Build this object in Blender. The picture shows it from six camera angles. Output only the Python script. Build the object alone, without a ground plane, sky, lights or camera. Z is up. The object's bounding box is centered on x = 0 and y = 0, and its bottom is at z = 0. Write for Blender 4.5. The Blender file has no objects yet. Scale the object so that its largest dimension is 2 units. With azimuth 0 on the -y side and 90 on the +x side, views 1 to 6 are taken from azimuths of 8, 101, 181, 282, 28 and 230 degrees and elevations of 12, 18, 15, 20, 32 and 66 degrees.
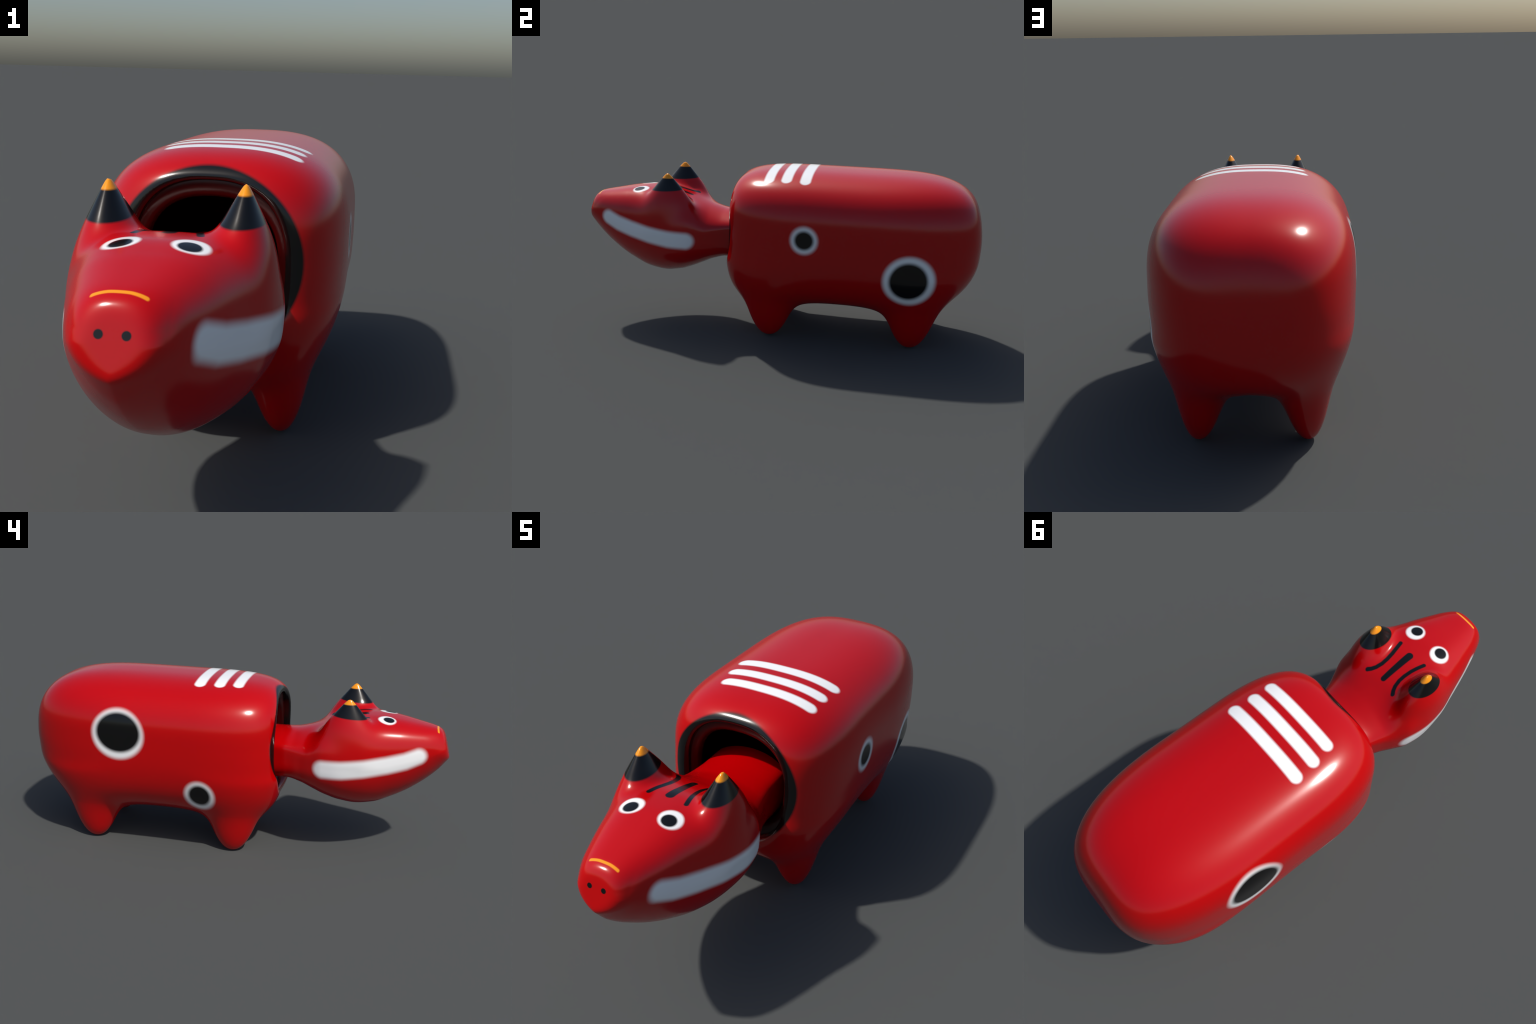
# Red papier-mache nodding cow: hollow lacquered body on four stub legs, with a
# separate head-and-neck that hangs in the round opening at the front (-y).
import bpy, bmesh, math
import numpy as np

# ---------------------------------------------------------------- field tools
def curve(knots):
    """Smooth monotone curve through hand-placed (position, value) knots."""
    k = np.array(knots, float)
    x, y = k[:, 0], k[:, 1]
    h = np.diff(x); d = np.diff(y) / h
    m = np.empty_like(y); m[0], m[-1] = d[0], d[-1]
    for i in range(1, len(x) - 1):
        if d[i - 1] * d[i] <= 0:
            m[i] = 0
        else:
            w1, w2 = 2 * h[i] + h[i - 1], h[i] + 2 * h[i - 1]
            m[i] = (w1 + w2) / (w1 / d[i - 1] + w2 / d[i])
    def f(t):
        t = np.clip(t, x[0], x[-1])
        i = np.clip(np.searchsorted(x, t) - 1, 0, len(x) - 2)
        s = (t - x[i]) / h[i]
        return ((2*s**3 - 3*s**2 + 1) * y[i] + (s**3 - 2*s**2 + s) * h[i] * m[i]
                + (3*s**2 - 2*s**3) * y[i + 1] + (s**3 - s**2) * h[i] * m[i + 1])
    return f

def smin(a, b, k):
    h = np.maximum(k - np.abs(a - b), 0) / k
    return np.minimum(a, b) - h * h * h * k / 6

def smax(a, b, k):
    return -smin(-a, -b, k)

# ---------------------------------------------------------------- body shape
BODY_MID_Y, BODY_LEN = 0.389, 0.609
BODY_MID_Z, BODY_UP, BODY_DOWN, BODY_WIDE = 0.571, 0.2515, 0.405, 0.350
N_UP, N_LOW, LOW_TAPER = 2.64, 2.80, -0.045
TAPER_REAR, TAPER_FRONT, REAR_LEAN = (0.066, 0.226), 0.136, 0.074
C_REAR, C_FRONT = (3.1, 4.2), (6.7, 5.4)      # end roundness, low and high
FEET = [(0.183, -0.0085), (0.183, 0.6885)]
OPEN_Z, OPEN_WIDE, OPEN_TALL = 0.516, 0.200, 0.226

def shell(x, y, z, shrink=0.0):
    """Boxy above the waist, tapering and rounder below it; the rump leans forward towards the top."""
    dz = z - BODY_MID_Z; up = dz > 0
    low = np.clip(-dz / BODY_DOWN, 0, 1)
    h = np.clip((z - 0.50) / 0.5 + 0.5, 0, 1); h = h * h * (3 - 2 * h)
    back = np.clip((y - 0.45) / 0.55, 0, 1); fore = np.clip((0.15 - y) / 0.40, 0, 1)
    taper = LOW_TAPER * low**2 + (TAPER_REAR[0] + (TAPER_REAR[1] - TAPER_REAR[0]) * h) * back**2 + TAPER_FRONT * (1.08 - 0.28 * np.clip((z - 0.55) / 0.22, 0, 1)) * fore**2
    X = np.abs(x) / (BODY_WIDE * (1 - taper) - shrink)
    Z = np.abs(dz) / (np.where(up, BODY_UP, BODY_DOWN + 0.006 * back) - shrink)
    n = np.where(up, N_UP, N_LOW)
    girth = (X**n + Z**n) ** (1 / n)
    dy = y - BODY_MID_Y
    lean = np.clip((z - 0.50) / 0.32, 0, 1)**2
    Y = np.abs(dy) / (BODY_LEN - shrink - np.where(dy > 0, REAR_LEAN * lean, -0.005))
    c = np.where(dy > 0, C_REAR[0] + (C_REAR[1] - C_REAR[0]) * h, C_FRONT[0] + (C_FRONT[1] - C_FRONT[0]) * h)
    s = (girth**c + Y**c) ** (1 / c)
    r = np.sqrt(x*x + dz*dz + dy*dy) + 1e-6
    return r * (1 - 1 / np.maximum(s, 1e-3))

FOOT_LEAN, FOOT_RX, FOOT_RY, FOOT_POW, FOOT_BLEND = 0.066, 0.068, 0.0972, 2.25, 0.135
def foot(x, y, z, fx, fy):
    cx = fx - FOOT_LEAN * np.clip(z, 0, 0.2)
    rho = np.sqrt(((np.abs(x) - cx) / FOOT_RX)**2 + ((y - fy) / FOOT_RY)**2)
    sole = 0.1 * rho**FOOT_POW
    slope = 0.1 * FOOT_POW * rho**(FOOT_POW - 1) / 0.08
    d = (sole - z) / np.sqrt(1 + slope**2)
    return smax(d, z - 0.36, 0.05)

def body_field(x, y, z):
    d = shell(x, y, z)
    for fx, fy in FEET:
        d = smin(d, foot(x, y, z, fx, fy), FOOT_BLEND)
    dz = z - OPEN_Z
    n = 2.5
    s = ((np.abs(x) / OPEN_WIDE)**n + (np.abs(dz) / OPEN_TALL)**n) ** (1 / n)
    r = np.sqrt(x*x + dz*dz) + 1e-6
    # the tunnel ends in a shallow dark bowl
    bowl = y + 0.062 + 0.06 * np.clip(s, 0, 1.2)**3
    tunnel = smax(r * (1 - 1 / np.maximum(s, 1e-3)), bowl, 0.02)
    return smax(d, -tunnel, 0.05)

# ---------------------------------------------------------------- head shape
H_TOP = curve([(-1.08, .585), (-1, .627), (-.93, .644), (-.85, .660), (-.77, .675), (-.68, .686), (-.6, .684), (-.52, .669),
               (-.46, .651), (-.4, .625), (-.34, .603), (-.27, .587), (-.19, .583), (-.08, .588), (.1, .588)])
H_LOW = curve([(-1.08, .559), (-1, .500), (-.95, .439), (-.91, .400), (-.865, .364), (-.82, .333), (-.75, .295), (-.66, .258),
               (-.58, .248), (-.5, .261), (-.44, .283), (-.38, .311), (-.32, .338), (-.25, .355), (-.1, .350), (.1, .345)])
H_WIDE = curve([(-1.08, .030), (-1, .075), (-.95, .096), (-.9, .119), (-.8, .159), (-.7, .193), (-.6, .223), (-.5, .235),
                (-.43, .227), (-.37, .203), (-.31, .176), (-.25, .158), (-.18, .149), (.1, .147)])
H_MID = curve([(-1.08, .572), (-1, .565), (-.9, .534), (-.7, .494), (-.5, .466), (-.4, .461), (-.3, .459), (.1, .452)])
H_UPPOW = curve([(-1.08, 2.2), (-.95, 2.5), (-.7, 2.85), (-.5, 2.7), (-.35, 5.0), (-.2, 10.0), (.1, 10.0)])
H_CROWN = curve([(-1.08, 0), (-.45, 0), (-.33, .035), (-.25, .038), (.1, .040)])
H_LOWPOW = curve([(-1.08, 1.30), (-.95, 1.45), (-.88, 1.63), (-.75, 1.87), (-.55, 1.93), (-.3, 2.49), (.1, 4.0)])
HORN_X, HORN_Y, HORN_TOP, HORN_BASE = 0.152, -0.536, 0.785, 0.703

def head_field(x, y, z):
    mid = H_MID(y); dz = z - mid
    n = np.where(dz > 0, H_UPPOW(y), H_LOWPOW(y))
    hz = np.where(dz > 0, H_TOP(y) - H_CROWN(y) * (x / 0.15)**2 - mid, mid - H_LOW(y))
    s = ((np.abs(x) / H_WIDE(y))**n + (np.abs(dz) / hz)**n) ** (1 / n)
    r = np.sqrt(x*x + dz*dz) + 1e-6
    d = r * (1 - 1 / np.maximum(s, 1e-3))
    # horns: rounded elliptic cones that flare into the brow
    dx = np.abs(x) - (HORN_X - 0.05 * (HORN_TOP - z))
    rho = np.sqrt(dx**2 + ((y - HORN_Y) / 1.6)**2)
    horn = (z - HORN_TOP + 1.93 * (np.sqrt(rho**2 + 0.006**2) - 0.006)) / 2.0
    flank = (rho - 0.080) * 0.9
    horn = smax(smax(horn, 0.50 - z, 0.05), flank, 0.04)
    d = smin(d, horn, 0.06)
    # flat nose plate, leaning back towards the top
    nose = -0.965 * (y + 0.985) + 0.262 * (z - 0.555)
    side = np.clip(np.abs(x) / 0.09, 0, 1)**2
    d = smax(d, nose, 0.02 + (0.030 + 0.045 * side) * np.clip((z - 0.49) / 0.09, 0, 1))
    return smax(d, y + 0.03, 0.03)
# ---------------------------------------------------------------- meshing
def surface(field, lo, hi, step):
    """Surface-net mesh of field = 0, vertices pulled onto the surface; returns verts, quads, normals."""
    ax = [np.arange(l, h + step, step) for l, h in zip(lo, hi)]
    g = np.meshgrid(*ax, indexing='ij')
    F = field(*g)
    S = F < 0
    n = np.array(F.shape)
    acc = np.zeros(tuple(n - 1)); cnt = np.zeros(tuple(n - 1), int)
    c = np.zeros(tuple(n - 1) + (3,))
    base = np.stack(np.meshgrid(*[np.arange(k - 1) for k in n], indexing='ij'), -1).astype(float)
    corners = [(i, j, k) for i in (0, 1) for j in (0, 1) for k in (0, 1)]
    sl = lambda o: tuple(slice(o[a], o[a] + n[a] - 1) for a in range(3))
    for a in range(3):
        for p in corners:
            if p[a]:
                continue
            q = list(p); q[a] = 1
            f0, f1 = F[sl(p)], F[sl(q)]
            m = (f0 < 0) != (f1 < 0)
            t = np.where(m, f0 / np.where(m, f0 - f1, 1), 0)
            cnt += m
            for b in range(3):
                c[..., b] += np.where(m, p[b] + (t if b == a else 0), 0)
    act = cnt > 0
    idx = -np.ones(tuple(n - 1), int); idx[act] = np.arange(act.sum())
    V = (base[act] + c[act] / cnt[act][:, None]) * step + np.array([a[0] for a in ax])
    Q = []
    for a in range(3):
        b, d = (a + 1) % 3, (a + 2) % 3
        s0 = [slice(1, -1)] * 3; s0[a] = slice(0, -1)
        s1 = list(s0); s1[a] = slice(1, None)
        A, B = S[tuple(s0)], S[tuple(s1)]
        for flag, flip in ((A & ~B, False), (~A & B, True)):
            e = np.argwhere(flag)
            e[:, [b, d]] += 1
            def cell(ob, od):
                k = e.copy(); k[:, b] -= ob; k[:, d] -= od
                return idx[k[:, 0], k[:, 1], k[:, 2]]
            q = np.stack([cell(1, 1), cell(0, 1), cell(0, 0), cell(1, 0)], 1)
            Q.append(q[:, ::-1] if flip else q)
    Q = np.concatenate(Q)
    def grad(P):
        h = 2e-3; G = np.empty_like(P)
        for a in range(3):
            o = np.zeros(3); o[a] = h
            G[:, a] = (field(*(P + o).T) - field(*(P - o).T)) / (2 * h)
        return G
    for it in range(6):
        if it < 3:                        # even out the net
            nb = np.zeros_like(V); k = np.zeros(len(V))
            for i in range(4):
                np.add.at(nb, Q[:, i], V[Q[:, (i + 1) % 4]] + V[Q[:, i - 1]])
                np.add.at(k, Q[:, i], 2)
            V = 0.5 * V + 0.5 * nb / k[:, None]
        G = grad(V)
        g2 = np.maximum((G * G).sum(1), 0.05)
        mv = G * (field(*V.T) / g2)[:, None]
        L = np.linalg.norm(mv, axis=1, keepdims=True)
        V = V - mv * np.minimum(1, step / np.maximum(L, 1e-9))
    N = grad(V)
    N /= np.maximum(np.linalg.norm(N, axis=1, keepdims=True), 1e-9)
    return V, Q, N
# FIELD_END

def build_mesh(name, V, Q, N, keep, parent, material):
    sel = Q[keep]
    used, inv = np.unique(sel, return_inverse=True)
    me = bpy.data.meshes.new(name)
    me.from_pydata(V[used].tolist(), [], inv.reshape(-1, 4).tolist())
    me.shade_smooth()
    me.normals_split_custom_set_from_vertices(N[used].tolist())
    me.materials.append(material)
    ob = bpy.data.objects.new(name, me)
    bpy.context.scene.collection.objects.link(ob)
    ob.parent = parent
    return ob

# ---------------------------------------------------------------- materials
class Paint:
    """Small helper that writes mask arithmetic as shader nodes on object coordinates."""
    def __init__(self, name, rough=0.175):
        self.m = bpy.data.materials.new(name); self.m.use_nodes = True
        self.t = self.m.node_tree
        self.b = self.t.nodes['Principled BSDF']
        self.b.inputs['Roughness'].default_value = rough
        tc = self.t.nodes.new('ShaderNodeTexCoord')
        sp = self.t.nodes.new('ShaderNodeSeparateXYZ')
        self.t.links.new(tc.outputs['Object'], sp.inputs[0])
        self.p = tc.outputs['Object']
        self.x, self.y, self.z = sp.outputs
    def op(self, kind, *a):
        n = self.t.nodes.new('ShaderNodeMath'); n.operation = kind
        for i, v in enumerate(a):
            if isinstance(v, (int, float)):
                n.inputs[i].default_value = v
            else:
                self.t.links.new(v, n.inputs[i])
        return n.outputs[0]
    def add(self, a, b): return self.op('ADD', a, b)
    def sub(self, a, b): return self.op('SUBTRACT', a, b)
    def mul(self, a, b): return self.op('MULTIPLY', a, b)
    def absv(self, a): return self.op('ABSOLUTE', a)
    def both(self, a, b): return self.op('MULTIPLY', a, b)
    def either(self, a, b): return self.op('MAXIMUM', a, b)
    def length(self, a, b): return self.op('SQRT', self.add(self.mul(a, a), self.mul(b, b)))
    def step(self, v, lo, hi, a=0.0, b=1.0):
        """a below lo, b above hi, smooth in between"""
        n = self.t.nodes.new('ShaderNodeMapRange'); n.interpolation_type = 'SMOOTHSTEP'
        n.inputs['From Min'].default_value = lo; n.inputs['From Max'].default_value = hi
        n.inputs['To Min'].default_value = a; n.inputs['To Max'].default_value = b
        self.t.links.new(v, n.inputs['Value'])
        return n.outputs['Result']
    def inside(self, d, soft):
        """1 where the signed distance d is negative, soft edge"""
        return self.step(d, -soft, soft, 1.0, 0.0)
    def ellipse(self, u, v, cu, cv, ru, rv):
        """approximate signed distance to an axis-aligned ellipse"""
        q = self.length(self.mul(self.sub(u, cu), 1 / ru), self.mul(self.sub(v, cv), 1 / rv))
        return self.mul(self.sub(q, 1.0), min(ru, rv))
    def stroke(self, u, v, pts, radii):
        """signed distance to a brush stroke through pts (capsule chain with varying radius)"""
        best = None
        for (u0, v0), (u1, v1), r0, r1 in zip(pts[:-1], pts[1:], radii[:-1], radii[1:]):
            du, dv = u1 - u0, v1 - v0; L2 = du*du + dv*dv
            t = self.add(self.mul(self.sub(u, u0), du / L2), self.mul(self.sub(v, v0), dv / L2))
            t = self.op('MINIMUM', self.op('MAXIMUM', t, 0.0), 1.0)
            d = self.length(self.sub(self.sub(u, u0), self.mul(t, du)), self.sub(self.sub(v, v0), self.mul(t, dv)))
            d = self.sub(d, self.add(self.mul(t, r1 - r0), r0))
            best = d if best is None else self.op('MINIMUM', best, d)
        return best
    def solid(self, col):
        n = self.t.nodes.new('ShaderNodeRGB'); n.outputs[0].default_value = (*col, 1)
        return n.outputs[0]
    def over(self, base, mask, col):
        n = self.t.nodes.new('ShaderNodeMix'); n.data_type = 'RGBA'
        self.t.links.new(mask, n.inputs['Factor'])
        self.t.links.new(base, n.inputs['A'])
        n.inputs['B'].default_value = (*col, 1)
        return n.outputs['Result']
    def done(self, col):
        self.t.links.new(col, self.b.inputs['Base Color'])
        return self.m

RED, WHITE, BLACK, YELLOW = (0.50, 0.0003, 0.0014), (0.95, 0.95, 0.95), (0.004, 0.004, 0.004), (0.95, 0.33, 0.012)

def body_paint():
    P = Paint('body_lacquer')
    c = P.solid(RED)
    # three white bars across the back
    up = P.step(P.z, 0.60, 0.62)
    for y, x0, x1, r in ((-.019, -.138, .197, .0235), (.065, -.156, .197, .0245), (.156, -.165, .204, .025)):
        d = P.stroke(P.x, P.y, [(x0, y), (x1, y)], [r, r])
        c = P.over(c, P.both(up, P.inside(d, .006)), WHITE)
    # ringed spots, two on each flank, placed differently left and right:
    # side, ring (y, z, half length, half height), pupil (same)
    for side, ring, pupil in ((1, (.179, .550, .062, .064), (.179, .550, .046, .046)),
                              (1, (.670, .382, .119, .122), (.668, .382, .090, .093)),
                              (-1, (.499, .590, .123, .115), (.497, .599, .108, .094)),
                              (-1, (.119, .313, .070, .077), (.118, .318, .053, .057))):
        flank = P.step(P.mul(P.x, side), 0.12, 0.13)
        c = P.over(c, P.both(flank, P.inside(P.ellipse(P.y, P.z, *ring), .014)), WHITE)
        c = P.over(c, P.both(flank, P.inside(P.ellipse(P.y, P.z, *pupil), .012)), BLACK)
    # black band round the opening, running inside
    front = P.inside(P.sub(P.y, 0.30), .004)
    c = P.over(c, P.both(front, P.inside(P.ellipse(P.x, P.z, 0.0, .535, .250, .247), .005)), BLACK)
    return P.done(c)

def head_paint():
    P = Paint('head_lacquer')
    c = P.solid(RED)
    ax = P.absv(P.x)
    up = P.step(P.z, 0.59, 0.60)
    # eyes: white with a black pupil set forward
    c = P.over(c, P.both(up, P.inside(P.ellipse(ax, P.y, .072, -.703, .039, .040), .0055)), WHITE)
    c = P.over(c, P.both(up, P.inside(P.ellipse(ax, P.y, .071, -.711, .0255, .0255), .004)), BLACK)
    # forehead strokes
    d = P.stroke(P.x, P.y, [(0, -.600), (0, -.460)], [.0158, .0120])
    c = P.over(c, P.both(up, P.inside(d, .0025)), BLACK)
    d = P.stroke(ax, P.y, [(.071, -.616), (.064, -.588), (.057, -.557), (.053, -.525), (.053, -.497), (.059, -.470), (.068, -.452), (.078, -.440)], [.0086] * 8)
    c = P.over(c, P.both(up, P.inside(d, .0025)), BLACK)
    # white cheek band
    side = P.step(ax, .02, .03)
    d = P.stroke(P.y, P.z, [(-.432, .465), (-.52, .470), (-.62, .482), (-.72, .497), (-.80, .514), (-.856, .535)],
                 [.040, .041, .040, .039, .038, .036])
    c = P.over(c, P.both(side, P.inside(d, .014)), WHITE)
    # yellow line across the top of the muzzle, two nostrils
    d = P.stroke(P.x, P.y, [(-.049, -.9375), (-.02, -.935), (.02, -.935), (.049, -.9375)], [.0042] * 4)
    c = P.over(c, P.both(up, P.inside(d, .002)), YELLOW)
    front = P.inside(P.add(P.y, .95), .003)
    c = P.over(c, P.step(P.sub(P.z, P.mul(P.add(P.y, .536), .06)), HORN_BASE - .003, HORN_BASE + .003), BLACK)
    c = P.over(c, P.both(front, P.inside(P.ellipse(ax, P.z, .025, .577, .0088, .0085), .0015)), BLACK)
    return P.done(c)

def horn_paint():
    P = Paint('horn_lacquer')
    c = P.over(P.solid(RED), P.step(P.sub(P.z, P.mul(P.add(P.y, .536), .06)), HORN_BASE - .003, HORN_BASE + .003), BLACK)
    c = P.over(c, P.step(P.z, .759, .765), YELLOW)
    return P.done(c)

def plain_paint(name, col, rough=0.175, gloss=0.5):
    P = Paint(name, rough)
    P.b.inputs['Specular IOR Level'].default_value = gloss
    return P.done(P.solid(col))

# ---------------------------------------------------------------- assembly
cow = bpy.data.objects.new('toy_cow', None)
bpy.context.scene.collection.objects.link(cow)
cow['label'] = 'red lacquered nodding toy cow with black horns'
cow['category'] = 'toy cow'

body_m, head_m, horn_m = body_paint(), head_paint(), horn_paint()

V, Q, N = surface(body_field, (-.40, -.32, -.03), (.40, 1.05, .88), 0.0085)
V[:, 2] = np.maximum(V[:, 2], 0)
fc = V[Q].mean(1)
def leg_region(fx, fy):
    return (fc[:, 2] < 0.17) & (np.hypot((fc[:, 0] - fx) / .11, (fc[:, 1] - fy) / .15) < 1)
legs = [leg_region(sx * fx, fy) for sx in (1, -1) for fx, fy in FEET]
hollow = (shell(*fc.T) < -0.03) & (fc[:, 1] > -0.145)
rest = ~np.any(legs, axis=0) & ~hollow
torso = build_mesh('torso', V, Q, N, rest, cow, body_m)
build_mesh('hollow', V, Q, N, hollow, torso, plain_paint('hollow_black', (.002, .001, .001), 0.9, 0.0))  # inside of the opening: near-black base colour, matt, specular level 0
for k in legs:
    build_mesh('leg', V, Q, N, k, cow, body_m)

V, Q, N = surface(head_field, (-.30, -1.06, .18), (.30, .08, .83), 0.0065)
fc = V[Q].mean(1)
horned = fc[:, 2] > HORN_BASE - 0.004
neck = fc[:, 1] > -.34
head = build_mesh('head', V, Q, N, ~horned & ~neck, cow, head_m)
build_mesh('neck', V, Q, N, neck, cow, head_m)
for s in (1, -1):
    build_mesh('horn', V, Q, N, horned & (fc[:, 0] * s > 0), head, horn_m)

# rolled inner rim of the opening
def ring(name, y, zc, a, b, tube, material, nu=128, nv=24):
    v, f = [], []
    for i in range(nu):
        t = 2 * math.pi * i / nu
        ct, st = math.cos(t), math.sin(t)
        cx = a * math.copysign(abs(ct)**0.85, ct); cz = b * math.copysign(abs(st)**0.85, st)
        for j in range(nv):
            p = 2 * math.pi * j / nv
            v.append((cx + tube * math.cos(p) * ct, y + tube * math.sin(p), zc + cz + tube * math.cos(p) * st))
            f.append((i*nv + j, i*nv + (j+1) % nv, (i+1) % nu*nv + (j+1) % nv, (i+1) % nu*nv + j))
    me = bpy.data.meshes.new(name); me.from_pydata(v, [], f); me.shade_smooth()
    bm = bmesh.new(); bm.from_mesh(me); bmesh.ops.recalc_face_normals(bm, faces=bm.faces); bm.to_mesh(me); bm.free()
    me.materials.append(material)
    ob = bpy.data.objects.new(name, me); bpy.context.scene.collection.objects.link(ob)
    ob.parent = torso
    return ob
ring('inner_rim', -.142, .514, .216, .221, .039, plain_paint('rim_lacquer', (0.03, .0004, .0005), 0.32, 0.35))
